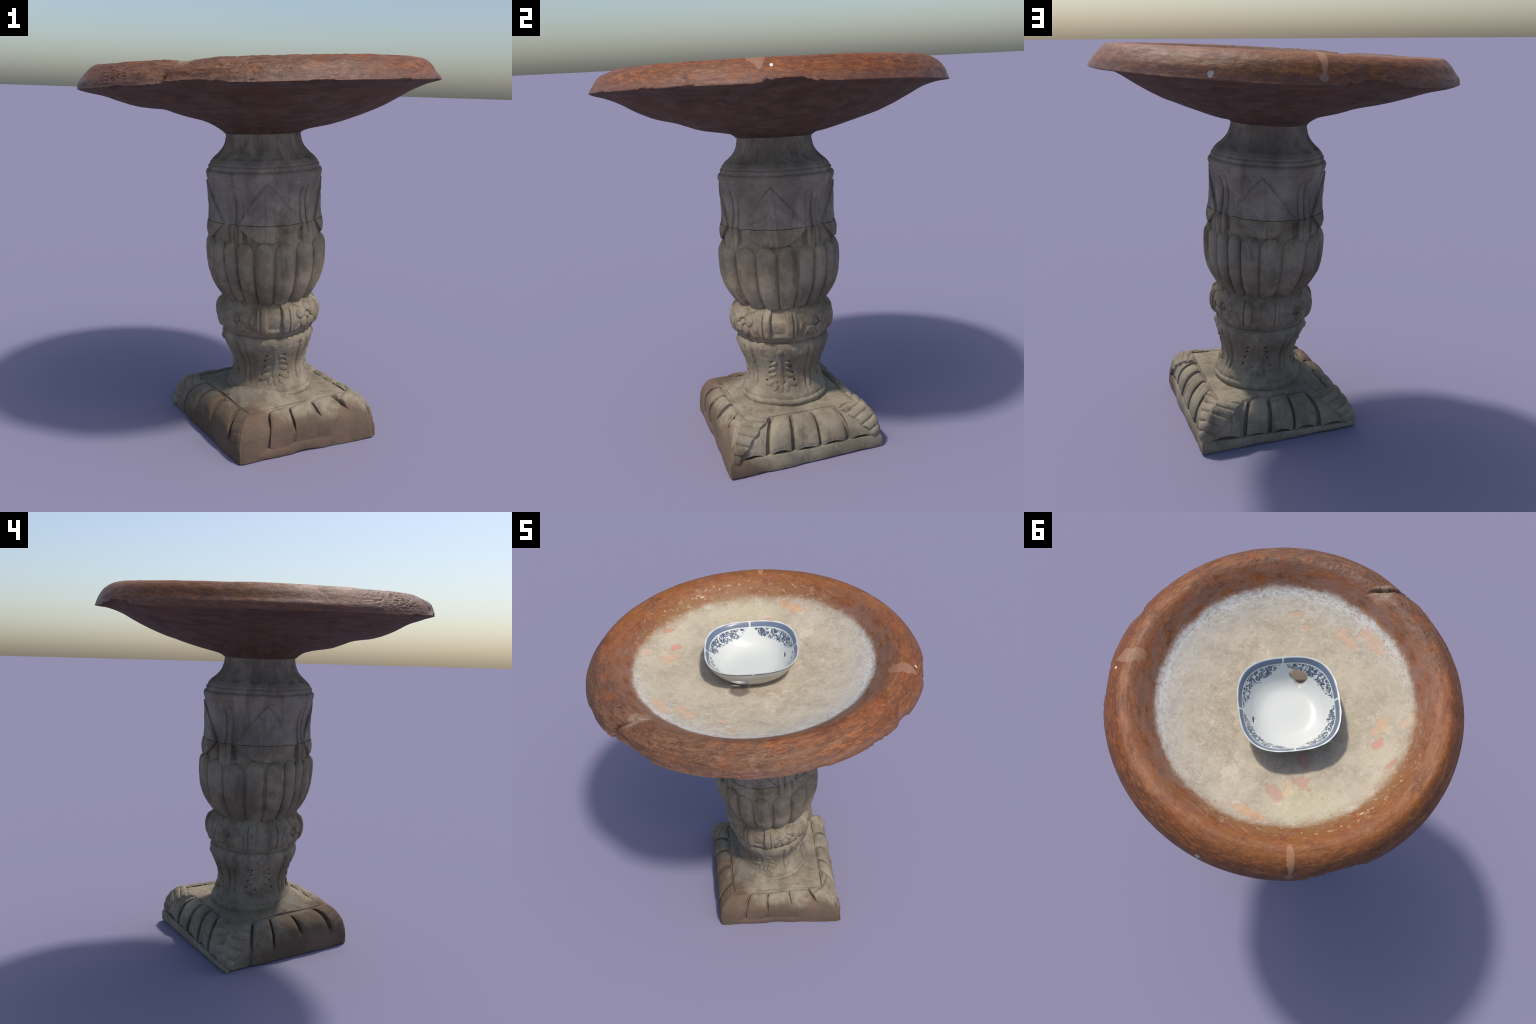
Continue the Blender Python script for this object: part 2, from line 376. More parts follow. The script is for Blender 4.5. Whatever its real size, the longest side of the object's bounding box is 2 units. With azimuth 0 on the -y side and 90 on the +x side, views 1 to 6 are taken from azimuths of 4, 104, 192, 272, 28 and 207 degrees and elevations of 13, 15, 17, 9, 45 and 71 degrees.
    h = n.add(n.mul(n.noise(45, 6, 0.7), 0.5), n.add(n.mul(allf, -0.55), n.mul(n.noise(12, 5, 0.6), 0.5)))
    h = n.add(h, n.add(n.mul(patch, -0.3), n.mul(scalemask, 0.2)))
    h = n.add(h, n.add(n.mul(brush, 0.5), n.mul(n.noise(110, 4, 0.7), 0.3)))
    n.bump(h, 0.45, 0.007)
    rough = n.map(n.add(n.mul(wallmask, 0.6), n.mul(n.sub(streak, 0.5), 0.6)), 0.2, 0.8, 0.85, 0.42)
    return n.finish(col, rough, 0.35)

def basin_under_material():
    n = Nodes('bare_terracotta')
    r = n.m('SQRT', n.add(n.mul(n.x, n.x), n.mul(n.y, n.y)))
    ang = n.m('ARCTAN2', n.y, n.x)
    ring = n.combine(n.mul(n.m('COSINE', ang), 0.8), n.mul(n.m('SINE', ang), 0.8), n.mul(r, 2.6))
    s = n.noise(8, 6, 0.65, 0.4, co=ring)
    col = n.mix(n.map(s, 0.35, 0.65), (0.080, 0.046, 0.029), (0.125, 0.078, 0.052))  # browns darkened toward the baked shade beneath the basin
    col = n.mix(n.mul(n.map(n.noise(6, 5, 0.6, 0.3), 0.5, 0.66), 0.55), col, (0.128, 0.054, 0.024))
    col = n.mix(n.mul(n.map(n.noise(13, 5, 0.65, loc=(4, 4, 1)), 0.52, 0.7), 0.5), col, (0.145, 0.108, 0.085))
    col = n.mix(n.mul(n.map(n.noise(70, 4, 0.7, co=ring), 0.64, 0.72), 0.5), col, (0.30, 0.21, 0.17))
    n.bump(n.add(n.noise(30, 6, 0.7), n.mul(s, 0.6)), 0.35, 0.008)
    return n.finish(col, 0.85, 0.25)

def porcelain_material():
    n = Nodes('blue_and_white_porcelain')
    ang = n.m('ARCTAN2', n.y, n.x)
    r = n.m('SQRT', n.add(n.mul(n.x, n.x), n.mul(n.y, n.y)))
    z = n.mul(n.z, 1 / 1.195)                  # 0 at the foot, rim at about 0.122
    white = n.mix(n.noise(6, 3, 0.5), (0.57, 0.585, 0.545), (0.64, 0.645, 0.59))
    # gaps in the border at the middle of each side
    q = n.m('ABSOLUTE', n.m('SINE', n.mul(ang, 2.0)))       # 0 at side middles, 1 at corners
    wob = n.noise(30, 3, 0.5)
    band = n.mul(n.map(z, 0.1025, 0.1050), n.map(z, 0.1225, 0.1205))
    thin = n.mul(n.map(z, 0.0995, 0.1002), n.map(z, 0.1024, 0.1018))
    gap_thin = n.map(q, 0.030, 0.050)
    blue = n.mix(n.noise(25, 3, 0.6), (0.062, 0.092, 0.155), (0.110, 0.150, 0.225))
    col = n.mix(n.mul(n.mul(band, gap_thin), 0.92), white, blue)
    # sprays of leaves and florets under the band, thickest toward the corners
    co = n.combine(n.mul(n.m('COSINE', ang), 1.0), n.mul(n.m('SINE', ang), 1.0), n.mul(z, 4.6))
    low = n.sub(0.092, n.mul(n.map(q, 0.05, 0.75), 0.030))
    zone = n.mul(n.map(n.add(z, n.mul(n.sub(n.noise(14, 3, 0.6, co=co), 0.5), 0.040)), n.sub(low, 0.003), n.add(low, 0.004)), n.map(z, 0.1005, 0.0985))
    zone = n.mul(zone, n.map(n.add(q, n.mul(n.sub(wob, 0.5), 0.25)), 0.14, 0.24))
    leaf = n.map(n.voronoi(10, 'F1', co=n.scale((1.0, 1.0, 1.5), (0, 0, 0), n.mixvec(co, 14, 0.05))), 0.62, 0.54)
    vein = n.map(n.voronoi(17, 'DISTANCE_TO_EDGE', co=co), 0.05, 0.09)
    curl = n.map(n.noise(11, 2, 0.4, 1.6, co=co), 0.50, 0.55)
    spray = n.mul(n.m('MAXIMUM', n.mul(leaf, vein), n.mul(curl, 0.9)), zone)
    ink = n.mix(n.noise(40, 3, 0.6, co=co), (0.006, 0.012, 0.036), (0.030, 0.055, 0.115))
    inside = n.map(n.sub(r, n.m('MULTIPLY_ADD', z, 0.0, 0.0)), 0.10, 0.11)
    col = n.mix(n.mul(n.mul(spray, inside), 0.95), col, ink)
    col = n.mix(n.mul(n.mul(thin, gap_thin), 0.0), col, blue)
    col = n.mix(n.mul(n.mul(zone, n.map(n.noise(22, 4, 0.6, co=co, loc=(3, 1, 1)), 0.5, 0.64)), 0.25), col, (0.35, 0.45, 0.60))
    n.bsdf.inputs['Coat Weight'].default_value = 0.35
    n.bsdf.inputs['Coat Roughness'].default_value = 0.08
    return n.finish(col, 0.22, 0.5)

def plain_porcelain_material():
    n = Nodes('white_glaze')
    col = n.mix(n.map(n.noise(5, 4, 0.6), 0.4, 0.65), (0.50, 0.50, 0.46), (0.44, 0.43, 0.39))
    return n.finish(col, 0.25, 0.5)

def hole_plug_material():
    n = Nodes('hole_plug_dark_brown')
    col = n.mix(n.map(n.noise(30, 5, 0.6), 0.35, 0.65), (0.085, 0.060, 0.048), (0.150, 0.112, 0.092))
    n.bump(n.noise(60, 4, 0.6), 0.3, 0.004)
    return n.finish(col, 0.9, 0.2)

HOLE_PLUG = hole_plug_material()
UPPER = stone_material('upper_stone', (0.315, 0.270, 0.218), (0.195, 0.163, 0.130), grey=0.25)
LOWER = stone_material('lower_stone', (0.312, 0.258, 0.182), (0.170, 0.136, 0.093), grey=0.28)
FOOT = stone_material('foot_stone', (0.310, 0.262, 0.190), (0.180, 0.149, 0.107), soil=0.85, grey=0.28)
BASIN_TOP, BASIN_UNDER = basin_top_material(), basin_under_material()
PORCELAIN, GLAZE = porcelain_material(), plain_porcelain_material()

# ------------------------------------------------------------------ the thing: a leaning bird bath
AXIS = Vector((-0.0545, -0.009, 1)).normalized()
FOOT_AT = Vector((0.1145, 0.0405, 0))
TILT = Vector((0, 0, 1)).rotation_difference(AXIS).to_matrix()
root = bpy.data.objects.new('bird_bath', None)
bpy.context.scene.collection.objects.link(root)
root.matrix_world = Matrix.Translation(FOOT_AT) @ TILT.to_4x4()
root['label'] = 'leaning carved stone pedestal with worn red terracotta basin'
root['category'] = 'bird bath'

def ground(x, y):
    """height of the real ground in the leaning frame"""
    t = TILT[2]
    return -(t[0] * x + t[1] * y) / t[2]

# the turned body is not round: it sinks between the four leaf faces
SINK_Z = (0.50, 0.57, 0.66, 0.74, 0.85, 1.00, 1.08, 1.15, 1.20, 1.29, 1.385)
SINK = ((-118.0, (.004, .012, .014, .012, .022, .022, .012, .010, .018, .019, 0)), (-38.5, (0, .003, .005, .003, .003, .000, -.004, -.003, .008, .011, 0)),
        (52.0, (0, .008, .011, .009, .010, .009, .004, .005, .014, .018, 0)), (146.0, (0, .005, .009, .005, -.004, -.006, -.007, -.005, .008, .013, 0)))
def sink(T, Z):
    return sum(np.interp(Z, SINK_Z, d) * np.exp(-np.abs(adiff(T, b) / 25.0) ** 2.2) for b, d in SINK)

# ------------------------------------------------------------------ plinth
CORNER = np.array([(-0.107, -0.552), (0.586, -0.145), (0.143, 0.552), (-0.576, 0.118)])   # soiled corner first
Z_TOP, Z_LEDGE, W_TOP = 0.214, 0.056, 0.72
GROOVES = [(0.20, 0.385, 0.60, 0.82), (0.235, 0.41, 0.59, 0.775), (0.265, 0.43, 0.595, 0.765), (0.20, 0.38, 0.60, 0.86)]
LEDGED = (False, True, True, False)          # two sides keep the flat ledge, two have sunk to the ground
GW = 0.0145

def heave(x, y):
    """the soiled end of the platform stands a little higher"""
    f = (-0.30 * x - 0.95 * y) / 0.40
    return 0.006 * sstep(-0.7, 0.6, f)

def cushion(side, a, t, lift=0.0):
    """point on the rounded shoulder: a along the side, t from the platform edge down to the ledge"""
    ang = np.clip(t, 0, 1.05) * np.pi / 2
    e = 0.97 if LEDGED[side] else 0.84 + 0.20 * sstep(0.45, 1.0, a if side == 0 else 1 - a)
    s, c = np.abs(np.sin(ang)) ** e, np.abs(np.cos(ang)) ** e
    w_out = 0.982 if LEDGED[side] else 1.0
    if not LEDGED[side]:                     # match the ledged neighbour where the two faces meet
        corner_b = 1 - a if side == 0 else a
        w_out = 1.010 - 0.002 * sstep(0.12, 0.0, corner_b)
    c0, c1 = CORNER[side], CORNER[(side + 1) % 4]
    base = c0 * (1 - a[..., None]) + c1 * a[..., None]
    nrm = np.array([c1[1] - c0[1], c0[0] - c1[0]]); nrm = nrm / np.linalg.norm(nrm)
    xy = base * (W_TOP + (w_out - W_TOP) * s)[..., None]
    near = np.minimum(a, 1 - a)
    xy = xy * (1 - 0.016 * np.exp(-(near / 0.022) ** 2) * np.clip(s, 0, 1))[..., None]
    zb = Z_LEDGE - 0.004 if LEDGED[side] else 0.012
    zlow = zb if LEDGED[side] else ground(base[..., 0], base[..., 1]) + 0.004
    z = zlow + (Z_TOP + heave(base[..., 0] * W_TOP, base[..., 1] * W_TOP) - zlow) * c
    P = np.concatenate([xy, z[..., None]], -1)
    if not LEDGED[side]:                     # the two sunken faces belly outward
        m_ = a if side == 0 else 1 - a
        P[..., :2] += nrm * (0.017 * np.sin(np.pi * np.clip(m_, 0, 1) ** 0.8) * s * (1 - (1.9 if side == 0 else 0.9) * sstep(0.45, 1.0, t)))[..., None]
    P[..., :2] += nrm * (lift * s)[..., None]
    P[..., 2] += lift * c
    return P

def plinth_inset(side, a, t):
    d = 0.023 * np.ones_like(a) * sstep(0.0, 0.10, t)
    if side == 0:        # the buried face has lost its lower carving
        f = sstep(0.34, 0.62, t + 0.12 * np.sin(a * 9 + 1)) * (0.45 + 0.55 * sstep(0.25, 0.50, a))
        d = d * (1 - f) - 0.006 * f
    if side == 3:
        f = sstep(0.52, 0.80, t + 0.07 * np.sin(a * 13)) * (1 - 0.45 * sstep(0.35, 0.15, a))
        d = d * (1 - f) - 0.005 * f
    return d

parts = []
na, ntt = 121, 40
for s in range(4):
    Aa, Tt = np.meshgrid(np.linspace(0, 1, na), np.linspace(0, 1, ntt), indexing='ij')
    ins = plinth_inset(s, Aa, Tt)
    fade = np.minimum(sstep(0, 0.04, Aa), sstep(0, 0.04, 1 - Aa))
    P = cushion(s, Aa, Tt, -ins * fade - 0.004)
    parts.append((weather(P, 0.003), grid_faces(na, ntt)))
# platform on top and the lid below it
g = np.linspace(0, 1, 70)
Aa, Bb = np.meshgrid(g, g, indexing='ij')
quad = (CORNER[0] * (1 - Aa[..., None]) + CORNER[1] * Aa[..., None]) * (1 - Bb[..., None]) + (CORNER[3] * (1 - Aa[..., None]) + CORNER[2] * Aa[..., None]) * Bb[..., None]
xy = quad * (W_TOP - 0.004)
edge = np.minimum(np.minimum(Aa, 1 - Aa), np.minimum(Bb, 1 - Bb))
zt = Z_TOP + 0.002 + 0.004 * sstep(0.0, 0.03, edge) - 0.004 * sstep(0.25, 0.0, edge)
top = np.concatenate([xy, zt[..., None]], -1)
top[..., 2] += heave(xy[..., 0], xy[..., 1]) + 0.004 * fbm(top, 14, 3, 5) * sstep(0.0, 0.05, edge)
# mortar and soil banked against the foot on the soiled side
rr_ = np.hypot(xy[..., 0], xy[..., 1]); ta = np.degrees(np.arctan2(xy[..., 1], xy[..., 0]))
bank = np.exp(-np.abs(adiff(ta, -108) / 48) ** 3) * sstep(0.33, 0.20, rr_)
top[..., 2] += bank * (0.055 + 0.008 * fbm(top, 20, 3, 6))
bot = top.copy(); bot[..., 2] = Z_TOP - 0.03
parts.append(solid_patch(weather(top, 0.0025), bot))
V, F = join_parts(parts)
plinth = make_object('plinth', V, F, FOOT, root)

# flat slab under it, cut off level with the ground
ns = 60
loop = np.concatenate([CORNER[k] * (1 - u) + CORNER[(k + 1) % 4] * u for k in range(4) for u in [np.linspace(0, 1, ns, endpoint=False)[:, None]]])
sidx = np.repeat(np.arange(4), ns)
prof = [(0.97, 0.0, 0), (0.992, 0.003, 0), (1.0, 0.010, 0), (1.0, 0.55, 1), (0.998, 0.85, 1), (0.988, 1.0, 1), (0.93, 1.0, 1), (0.70, 1.0, 1)]
rings = []
for w, f, kind in prof:
    uu = np.tile(np.linspace(0, 1, ns, endpoint=False), 4)
    lw = np.where(np.array(LEDGED)[sidx], w, w - 0.010 * np.minimum(sstep(0, 0.10, uu), sstep(0, 0.10, 1 - uu)))
    lw = lw - 0.02 * (np.minimum(np.abs(sidx + uu - 0), np.abs(sidx + uu - 4)) < 0.1)
    p = loop * lw[:, None]
    gz = ground(p[:, 0], p[:, 1])
    z = gz + (f if kind == 0 else 0) + (f * (Z_LEDGE - gz) if kind else 0)
    rings.append(np.concatenate([p, z[:, None]], 1))
S = np.stack(rings, 1)
Sw = weather(S, 0.004, 0.0012)
Sw[:, 0, 2] = ground(Sw[:, 0, 0], Sw[:, 0, 1])
Sw[:, 1, 2] = np.maximum(Sw[:, 1, 2], ground(Sw[:, 1, 0], Sw[:, 1, 1]) + 0.001)
F = grid_faces(4 * ns, len(prof), wrap_u=True).tolist() + [[u * len(prof) for u in range(4 * ns)][::-1], [u * len(prof) + len(prof) - 1 for u in range(4 * ns)]]
make_object('base_slab', Sw, F, FOOT, plinth)

# carved straps and corner leaves lying over the shoulder
for s in range(4):
    gs = GROOVES[s]
    for k in range(3):
        a0, a1 = gs[k] + GW, gs[k + 1] - GW
        u = np.linspace(-1, 1, 41); v = np.linspace(0, 1, 41)
        U, Vv = np.meshgrid(u, v, indexing='ij')
        jit = 0.010 * rng.normal(size=4)
        a = (a0 + jit[0] * 0.6) * (1 - U) / 2 + (a1 + jit[1] * 0.6) * (1 + U) / 2
        tend = 1 - (0.085 + jit[2]) * (1 - U ** 2) * LEDGED[s]
        t = 0.035 + Vv * (tend - 0.035)
        lift = 0.007 * (1 - np.abs(U) ** 3.5) - 0.003 * np.abs(U) ** 6 + 0.003 * U - 0.010 * (1 - sstep(0, 0.10, Vv))
        if not LEDGED[s]:
            lift = lift * (1 - 0.7 * sstep(0.4, 0.7, Vv))
        if LEDGED[s]:
            lift = lift - 0.004 * sstep(0.9, 1, Vv)
        Fr = weather(cushion(s, a, t, lift), 0.003)
        Bk = cushion(s, a, t, np.full_like(t, -0.042))
        V, F = solid_patch(Fr, Bk)
        make_object('strap', V, F, FOOT, plinth)

for k in range(4):                    # corner k: one piece from the end of side k-1 round to the start of side k
    wear = 0.25 if k == 0 else 1.0
    sides = ((k - 1) % 4, k)
    halves = []
    q, v = np.linspace(0, 1, 70), np.linspace(0, 1, 70)
    Q, Vv = np.meshgrid(q, v, indexing='ij')
    for s in sides:
        start = s == k
        gs = GROOVES[s]
        amax = (gs[0] - GW) if start else (1 - gs[3] - GW)
        ac = Q * amax                                  # distance from the corner along the side
        scallop = 0.075 * np.clip(1 - ((Q - 0.62) / 0.36) ** 2, 0, 1) * LEDGED[s]
        t = 0.02 + Vv * (0.98 - scallop)
        bound = 0.235 - 0.195 * t ** 1.3 + 0.007 * np.sin(t * 26 + k)
        bound = np.minimum(bound, amax * 0.98)
        on = sstep(0.010, -0.006, ac - bound)
        qv = (t - 1.15 * ac) * 5.0 + 0.3 * k + 0.1 * np.sin(9 * ac + k)
        vein = np.exp(-(((qv % 1.0) - 0.5) / 0.10) ** 2)
        swell = 0.004 * np.sin(np.pi * ((qv + 0.5) % 1.0))
        lift = on * (0.008 - 0.006 * vein * sstep(0.0, 0.02, ac) + swell) * wear
        lift = lift + 0.003 * bump(ac, 0.0, 0.014) * wear - 0.007 * (1 - sstep(0, 0.10, Vv)) - 0.003 * (1 - on)
        aa = ac if start else 1 - ac
        if s == 0:      # the buried face keeps its carving only near the top
            lift = lift * (1 - 0.9 * sstep(0.25, 0.6, t))
        halves.append((cushion(s, aa, t, lift), cushion(s, aa, t, np.full_like(t, -0.045))))
    seam_f = (halves[0][0][0] + halves[1][0][0]) / 2; seam_b = (halves[0][1][0] + halves[1][1][0]) / 2
    Fr = np.concatenate([halves[0][0][:0:-1], seam_f[None], halves[1][0][1:]])
    Bk = np.concatenate([halves[0][1][:0:-1], seam_b[None], halves[1][1][1:]])
    for it in range(3):                 # soften the arris where the two faces meet
        m = len(q) - 1
        Fr[m - 3:m + 4] = (Fr[m - 4:m + 3] + 2 * Fr[m - 3:m + 4] + Fr[m - 2:m + 5]) / 4
    V, F = solid_patch(weather(Fr, 0.003), Bk)
    make_object('corner_leaf', V, F, FOOT, plinth)

# ------------------------------------------------------------------ stem (waisted foot of the baluster)
FACE = (-77.0, 10.0, 102.0, -168.0)          # centres of the four carved faces
BETWEEN = (-124.0, -35.0, 55.0, 146.5)       # corners between them
stem_r = pchip([(0.205, 0.226), (0.214, 0.231), (0.226, 0.236), (0.240, 0.238), (0.250, 0.234), (0.256, 0.227), (0.262, 0.2265), (0.272, 0.224), (0.285, 0.217),
                (0.305, 0.207), (0.335, 0.199), (0.3655, 0.1955), (0.40, 0.200), (0.44, 0.213), (0.48, 0.231), (0.51, 0.243),
                (0.535, 0.2485), (0.552, 0.246), (0.562, 0.238), (0.570, 0.220), (0.58, 0.200)])
HOLES = [(12, 0.460), (14.5, 0.428), (17.5, 0.390), (21.5, 0.346), (4.2, 0.338)]

def stem_relief(T, Z):
    d = np.zeros_like(T)
    fade = sstep(0.285, 0.32, Z) * sstep(0.545, 0.515, Z)
    for k, b in enumerate(BETWEEN):
        a = adiff(T, b)
        for off in (-5.2, 5.2):
            spread = 1 + 1.6 * (Z - 0.36)
            d = d - 0.0085 * np.exp(-((a - off * spread) / 1.5) ** 2) * fade
        d = d + 0.004 * np.exp(-(a / 3.5) ** 2) * fade
    for k, f in enumerate(FACE):
        a = adiff(T, f)
        for ho, hz in HOLES:
            for sg in (-1, 1):
                j = 0.6 * math.sin(7.1 * ho + 3 * sg + 5 * k)
                dd = ((a - sg * ho - j) * 0.0035) ** 2 + (Z - hz - 0.003 * j) ** 2
                d = d - 0.016 * np.exp(-dd / 0.0055 ** 2) * (0.55 if k == 0 and ho > 15 else 1)
    for k, f in enumerate(FACE):      # low pad the leaf is carved on
        a = adiff(T, f)
        w = 3.5 + 17.0 * np.clip((0.50 - Z) / 0.17, 0, 1.1)
        d = d + (0.0012 if k == 0 else 0.003) * sstep(w * 1.25, w * 0.75, np.abs(a)) * sstep(0.312, 0.325, Z) * sstep(0.505, 0.49, Z)
    d = d - sink(T, Z)
    # lip under the collar is worn and wavy
    d = d + 0.004 * fbm(np.stack([np.cos(rad(T)) * 3, np.sin(rad(T)) * 3, Z * 3], -1), 3, 2, 9) * sstep(0.5, 0.54, Z)
    return d

stem = lathe_object('stem', stem_r, np.concatenate([np.linspace(0.205, 0.30, 44), np.linspace(0.303, 0.58, 110)]), FOOT, root, stem_relief, 720, 0.003)

def frame(theta, z, r_fn):
    """point, and (tangent, up-slope, outward) axes on a surface of revolution"""
    t = rad(theta); e = 0.004
    dr = (r_fn(np.array([z + e]))[0] - r_fn(np.array([z - e]))[0]) / (2 * e)
    er, et = np.array([math.cos(t), math.sin(t), 0]), np.array([-math.sin(t), math.cos(t), 0])
    up = er * dr + np.array([0, 0, 1]); up /= np.linalg.norm(up)
    return er * r_fn(np.array([z]))[0] + np.array([0, 0, z]), np.stack([et, up, np.cross(et, up)], 1)

def settle(V, c):
    """let an ornament at c follow the sunken body"""
    t = math.degrees(math.atan2(c[1], c[0])); d = float(sink(np.array([t]), np.array([c[2]]))[0])
    return V - np.array([math.cos(rad(t)), math.sin(rad(t)), 0]) * d

def turned(ax, deg):
    c, s = math.cos(rad(deg)), math.sin(rad(deg))
    return np.stack([ax[:, 0] * c + ax[:, 1] * s, -ax[:, 0] * s + ax[:, 1] * c, ax[:, 2]], 1)

def relief_object(name, theta_fn, z_fn, height_fn, r_fn, mat, parent, nu=33, nv=49, back=0.03, amp=0.002):
    """a solid raised strip: u in -1..1 across, v in 0..1 up"""
    U, W = np.meshgrid(np.linspace(-1, 1, nu), np.linspace(0, 1, nv), indexing='ij')
    T, Z = theta_fn(U, W), z_fn(U, W)
    base = r_fn(Z) - (sink(T, Z) if parent.name in ('vase', 'barrel', 'collar') else 0)
    Fr = weather(cyl(T, Z, base + height_fn(U, W)), amp)
    Bk = cyl(T, Z, base - back)
    V, F = solid_patch(Fr, Bk)
    return make_object(name, V, F, mat, parent)

for k, f in enumerate(FACE):
    worn = 0.6 if k == 0 else 1.0
    # central rib widening downward to a three-pointed foot
    relief_object('acanthus_rib', lambda U, W: f + U * (2.6 + 4.4 * (1 - W) ** 1.2 - 3.0 * bump(W, 0.0, 0.14)),
                  lambda U, W: 0.318 + 0.185 * W, lambda U, W: (0.009 * (1 - U ** 2) ** 0.6 * (0.35 + 0.65 * np.sin(np.pi * np.clip(W, 0.04, 1)) ** 0.5)) * worn - 0.001, stem_r, FOOT, stem)
    lobes = []
    c, ax = frame(f, 0.516, stem_r)
    make_object('acanthus_bud', *ellipsoid(c, ax, (0.017, 0.019, 0.0085 * worn)), FOOT, stem)
    for (ho, hz), ln, w in zip([(9.2, 0.452), (11.2, 0.419), (13.2, 0.380), (16.2, 0.337)], (0.019, 0.022, 0.026, 0.031), (0.011, 0.012, 0.014, 0.016)):
        for sg in (-1, 1):
            c, ax = frame(f + sg * ho, hz, stem_r)
            V, F = ellipsoid(c, turned(ax, sg * (-32) + rng.normal() * 4), (ln, w, 0.0080 * worn), dish=0.15)
            make_object('acanthus_lobe', weather(V, 0.002), F, FOOT, stem)
    for sg in (-1, 0, 1):
        c, ax = frame(f + sg * 8.0, 0.312 - 0.004 * (sg == 0), stem_r)
        V, F = ellipsoid(c, turned(ax, 90 + sg * 22), (0.026, 0.012, 0.007 * worn))
        make_object('acanthus_lobe', weather(V, 0.002), F, FOOT, stem)

# ------------------------------------------------------------------ collar (swelling ring with flowers and bands)
collar_r = pchip([(0.548, 0.205), (0.558, 0.226), (0.568, 0.2385), (0.585, 0.250), (0.61, 0.264), (0.64, 0.2715), (0.665, 0.273), (0.69, 0.270), (0.715, 0.260), (0.735, 0.245), (0.752, 0.228), (0.765, 0.20)])

def collar_relief(T, Z):
    d = np.zeros_like(T)
    for f in FACE:      # broken, sunk panel between the bands
        a = adiff(T, f)
        d = d - 0.012 * sstep(9.5, 7.5, np.abs(a)) * sstep(0.60, 0.625, Z) * (1 + 0.5 * sstep(0.68, 0.70, Z))
    for b in BETWEEN:
        a = adiff(T, b)
        d = d + 0.005 * bump(a, 0, 16) * sstep(0.60, 0.64, Z)
        d = d - 0.010 * bump(np.hypot(a * 0.0048, Z - 0.668), 0.021, 0.006)
    return d - sink(T, Z)

collar = lathe_object('collar', collar_r, np.linspace(0.548, 0.765, 90), LOWER, root, collar_relief, 600, 0.003)
for f in FACE:
    for sg in (-1, 1):
        for off, hw, hh in ((12.8, 4.6, 0.011), (19.2, 2.2, 0.009)):
            relief_object('band', lambda U, W: f + sg * off + U * hw * (1 - 0.15 * np.abs(2 * W - 1)), lambda U, W: 0.585 + 0.155 * W,
                          lambda U, W: hh * (1 - np.abs(U) ** 4) * sstep(0, 0.12, W) * sstep(1.0, 0.86, W), collar_r, LOWER, collar, 21, 41)
for k, b in enumerate(BETWEEN):
    spots = [(-11.0, 0.686), (11.5, 0.680), (1.0, 0.722), (-7.0, 0.636), (6.0, 0.631)]
    for i, (da, z) in enumerate(spots):
        da, z = da + rng.normal() * 1.0, z + rng.normal() * 0.003
        c, ax = frame(b + da, z, collar_r)
        V, F = ellipsoid(c, turned(ax, rng.uniform(0, 180)), (0.029 + rng.normal() * 0.0015, 0.026 + rng.normal() * 0.0015, 0.0135), 30, 16, dish=0.22)
        make_object('petal', weather(settle(V, c), 0.002), F, LOWER, collar)
    c, ax = frame(b + 1, 0.668, collar_r)
    V, F = ellipsoid(c, ax, (0.010, 0.010, 0.012))
    make_object('berry', settle(V, c), F, LOWER, collar)
    for da, z, tw in ((-14, 0.615, 60), (0, 0.602, 90), (13, 0.612, 120), (-19, 0.655, 80), (20, 0.65, 100), (-13, 0.735, 140), (14, 0.733, 40)):
        c, ax = frame(b + da + rng.normal(), z, collar_r)
        V, F = ellipsoid(c, turned(ax, tw + rng.normal() * 8), (0.025, 0.011, 0.008))
        make_object('leaflet', weather(settle(V, c), 0.002), F, LOWER, collar)

# ------------------------------------------------------------------ vase: gadrooned lower half
crest_r = pchip([(0.735, 0.226), (0.745, 0.236), (0.78, 0.262), (0.82, 0.286), (0.87, 0.3065), (0.935, 0.3185), (1.00, 0.3215), (1.04, 0.3195), (1.085, 0.309), (1.10, 0.303)])
def vase_r(Z):
    core = crest_r(Z) - 0.024
    up = 0.283 + 0.001 * sstep(1.10, 1.17, Z)
    return core + (up - core) * sstep(1.035, 1.085, Z)
REEDS = (-118.0, -38.5, 52.0, 146.0)
LEAVES = (-82.5, 8.2, 99.5, 190.8)
def vase_relief(T, Z):
    d = np.zeros_like(T)
    for b in REEDS:
        a = adiff(T, b)
        for off, w in ((-9.5, 3.0), (9.5, 2.6)):
            d = d - 0.020 * np.exp(-((a - off) / w) ** 2) * sstep(1.075, 1.10, Z) * sstep(1.19, 1.15, Z)
    return d - sink(T, Z)
vase = lathe_object('vase', vase_r, np.linspace(0.735, 1.168, 130), LOWER, root, vase_relief, 720, 0.002)
LOBES = np.array([12.4, 31.7, 50.5, 66.5, 81.4, 100.3, 122.2, 147.0, 170.0, 190.5, 212.0, 228.0, 243.0, 262.8, 282.0, 303.8, 327.0, 351.2, 372.4])
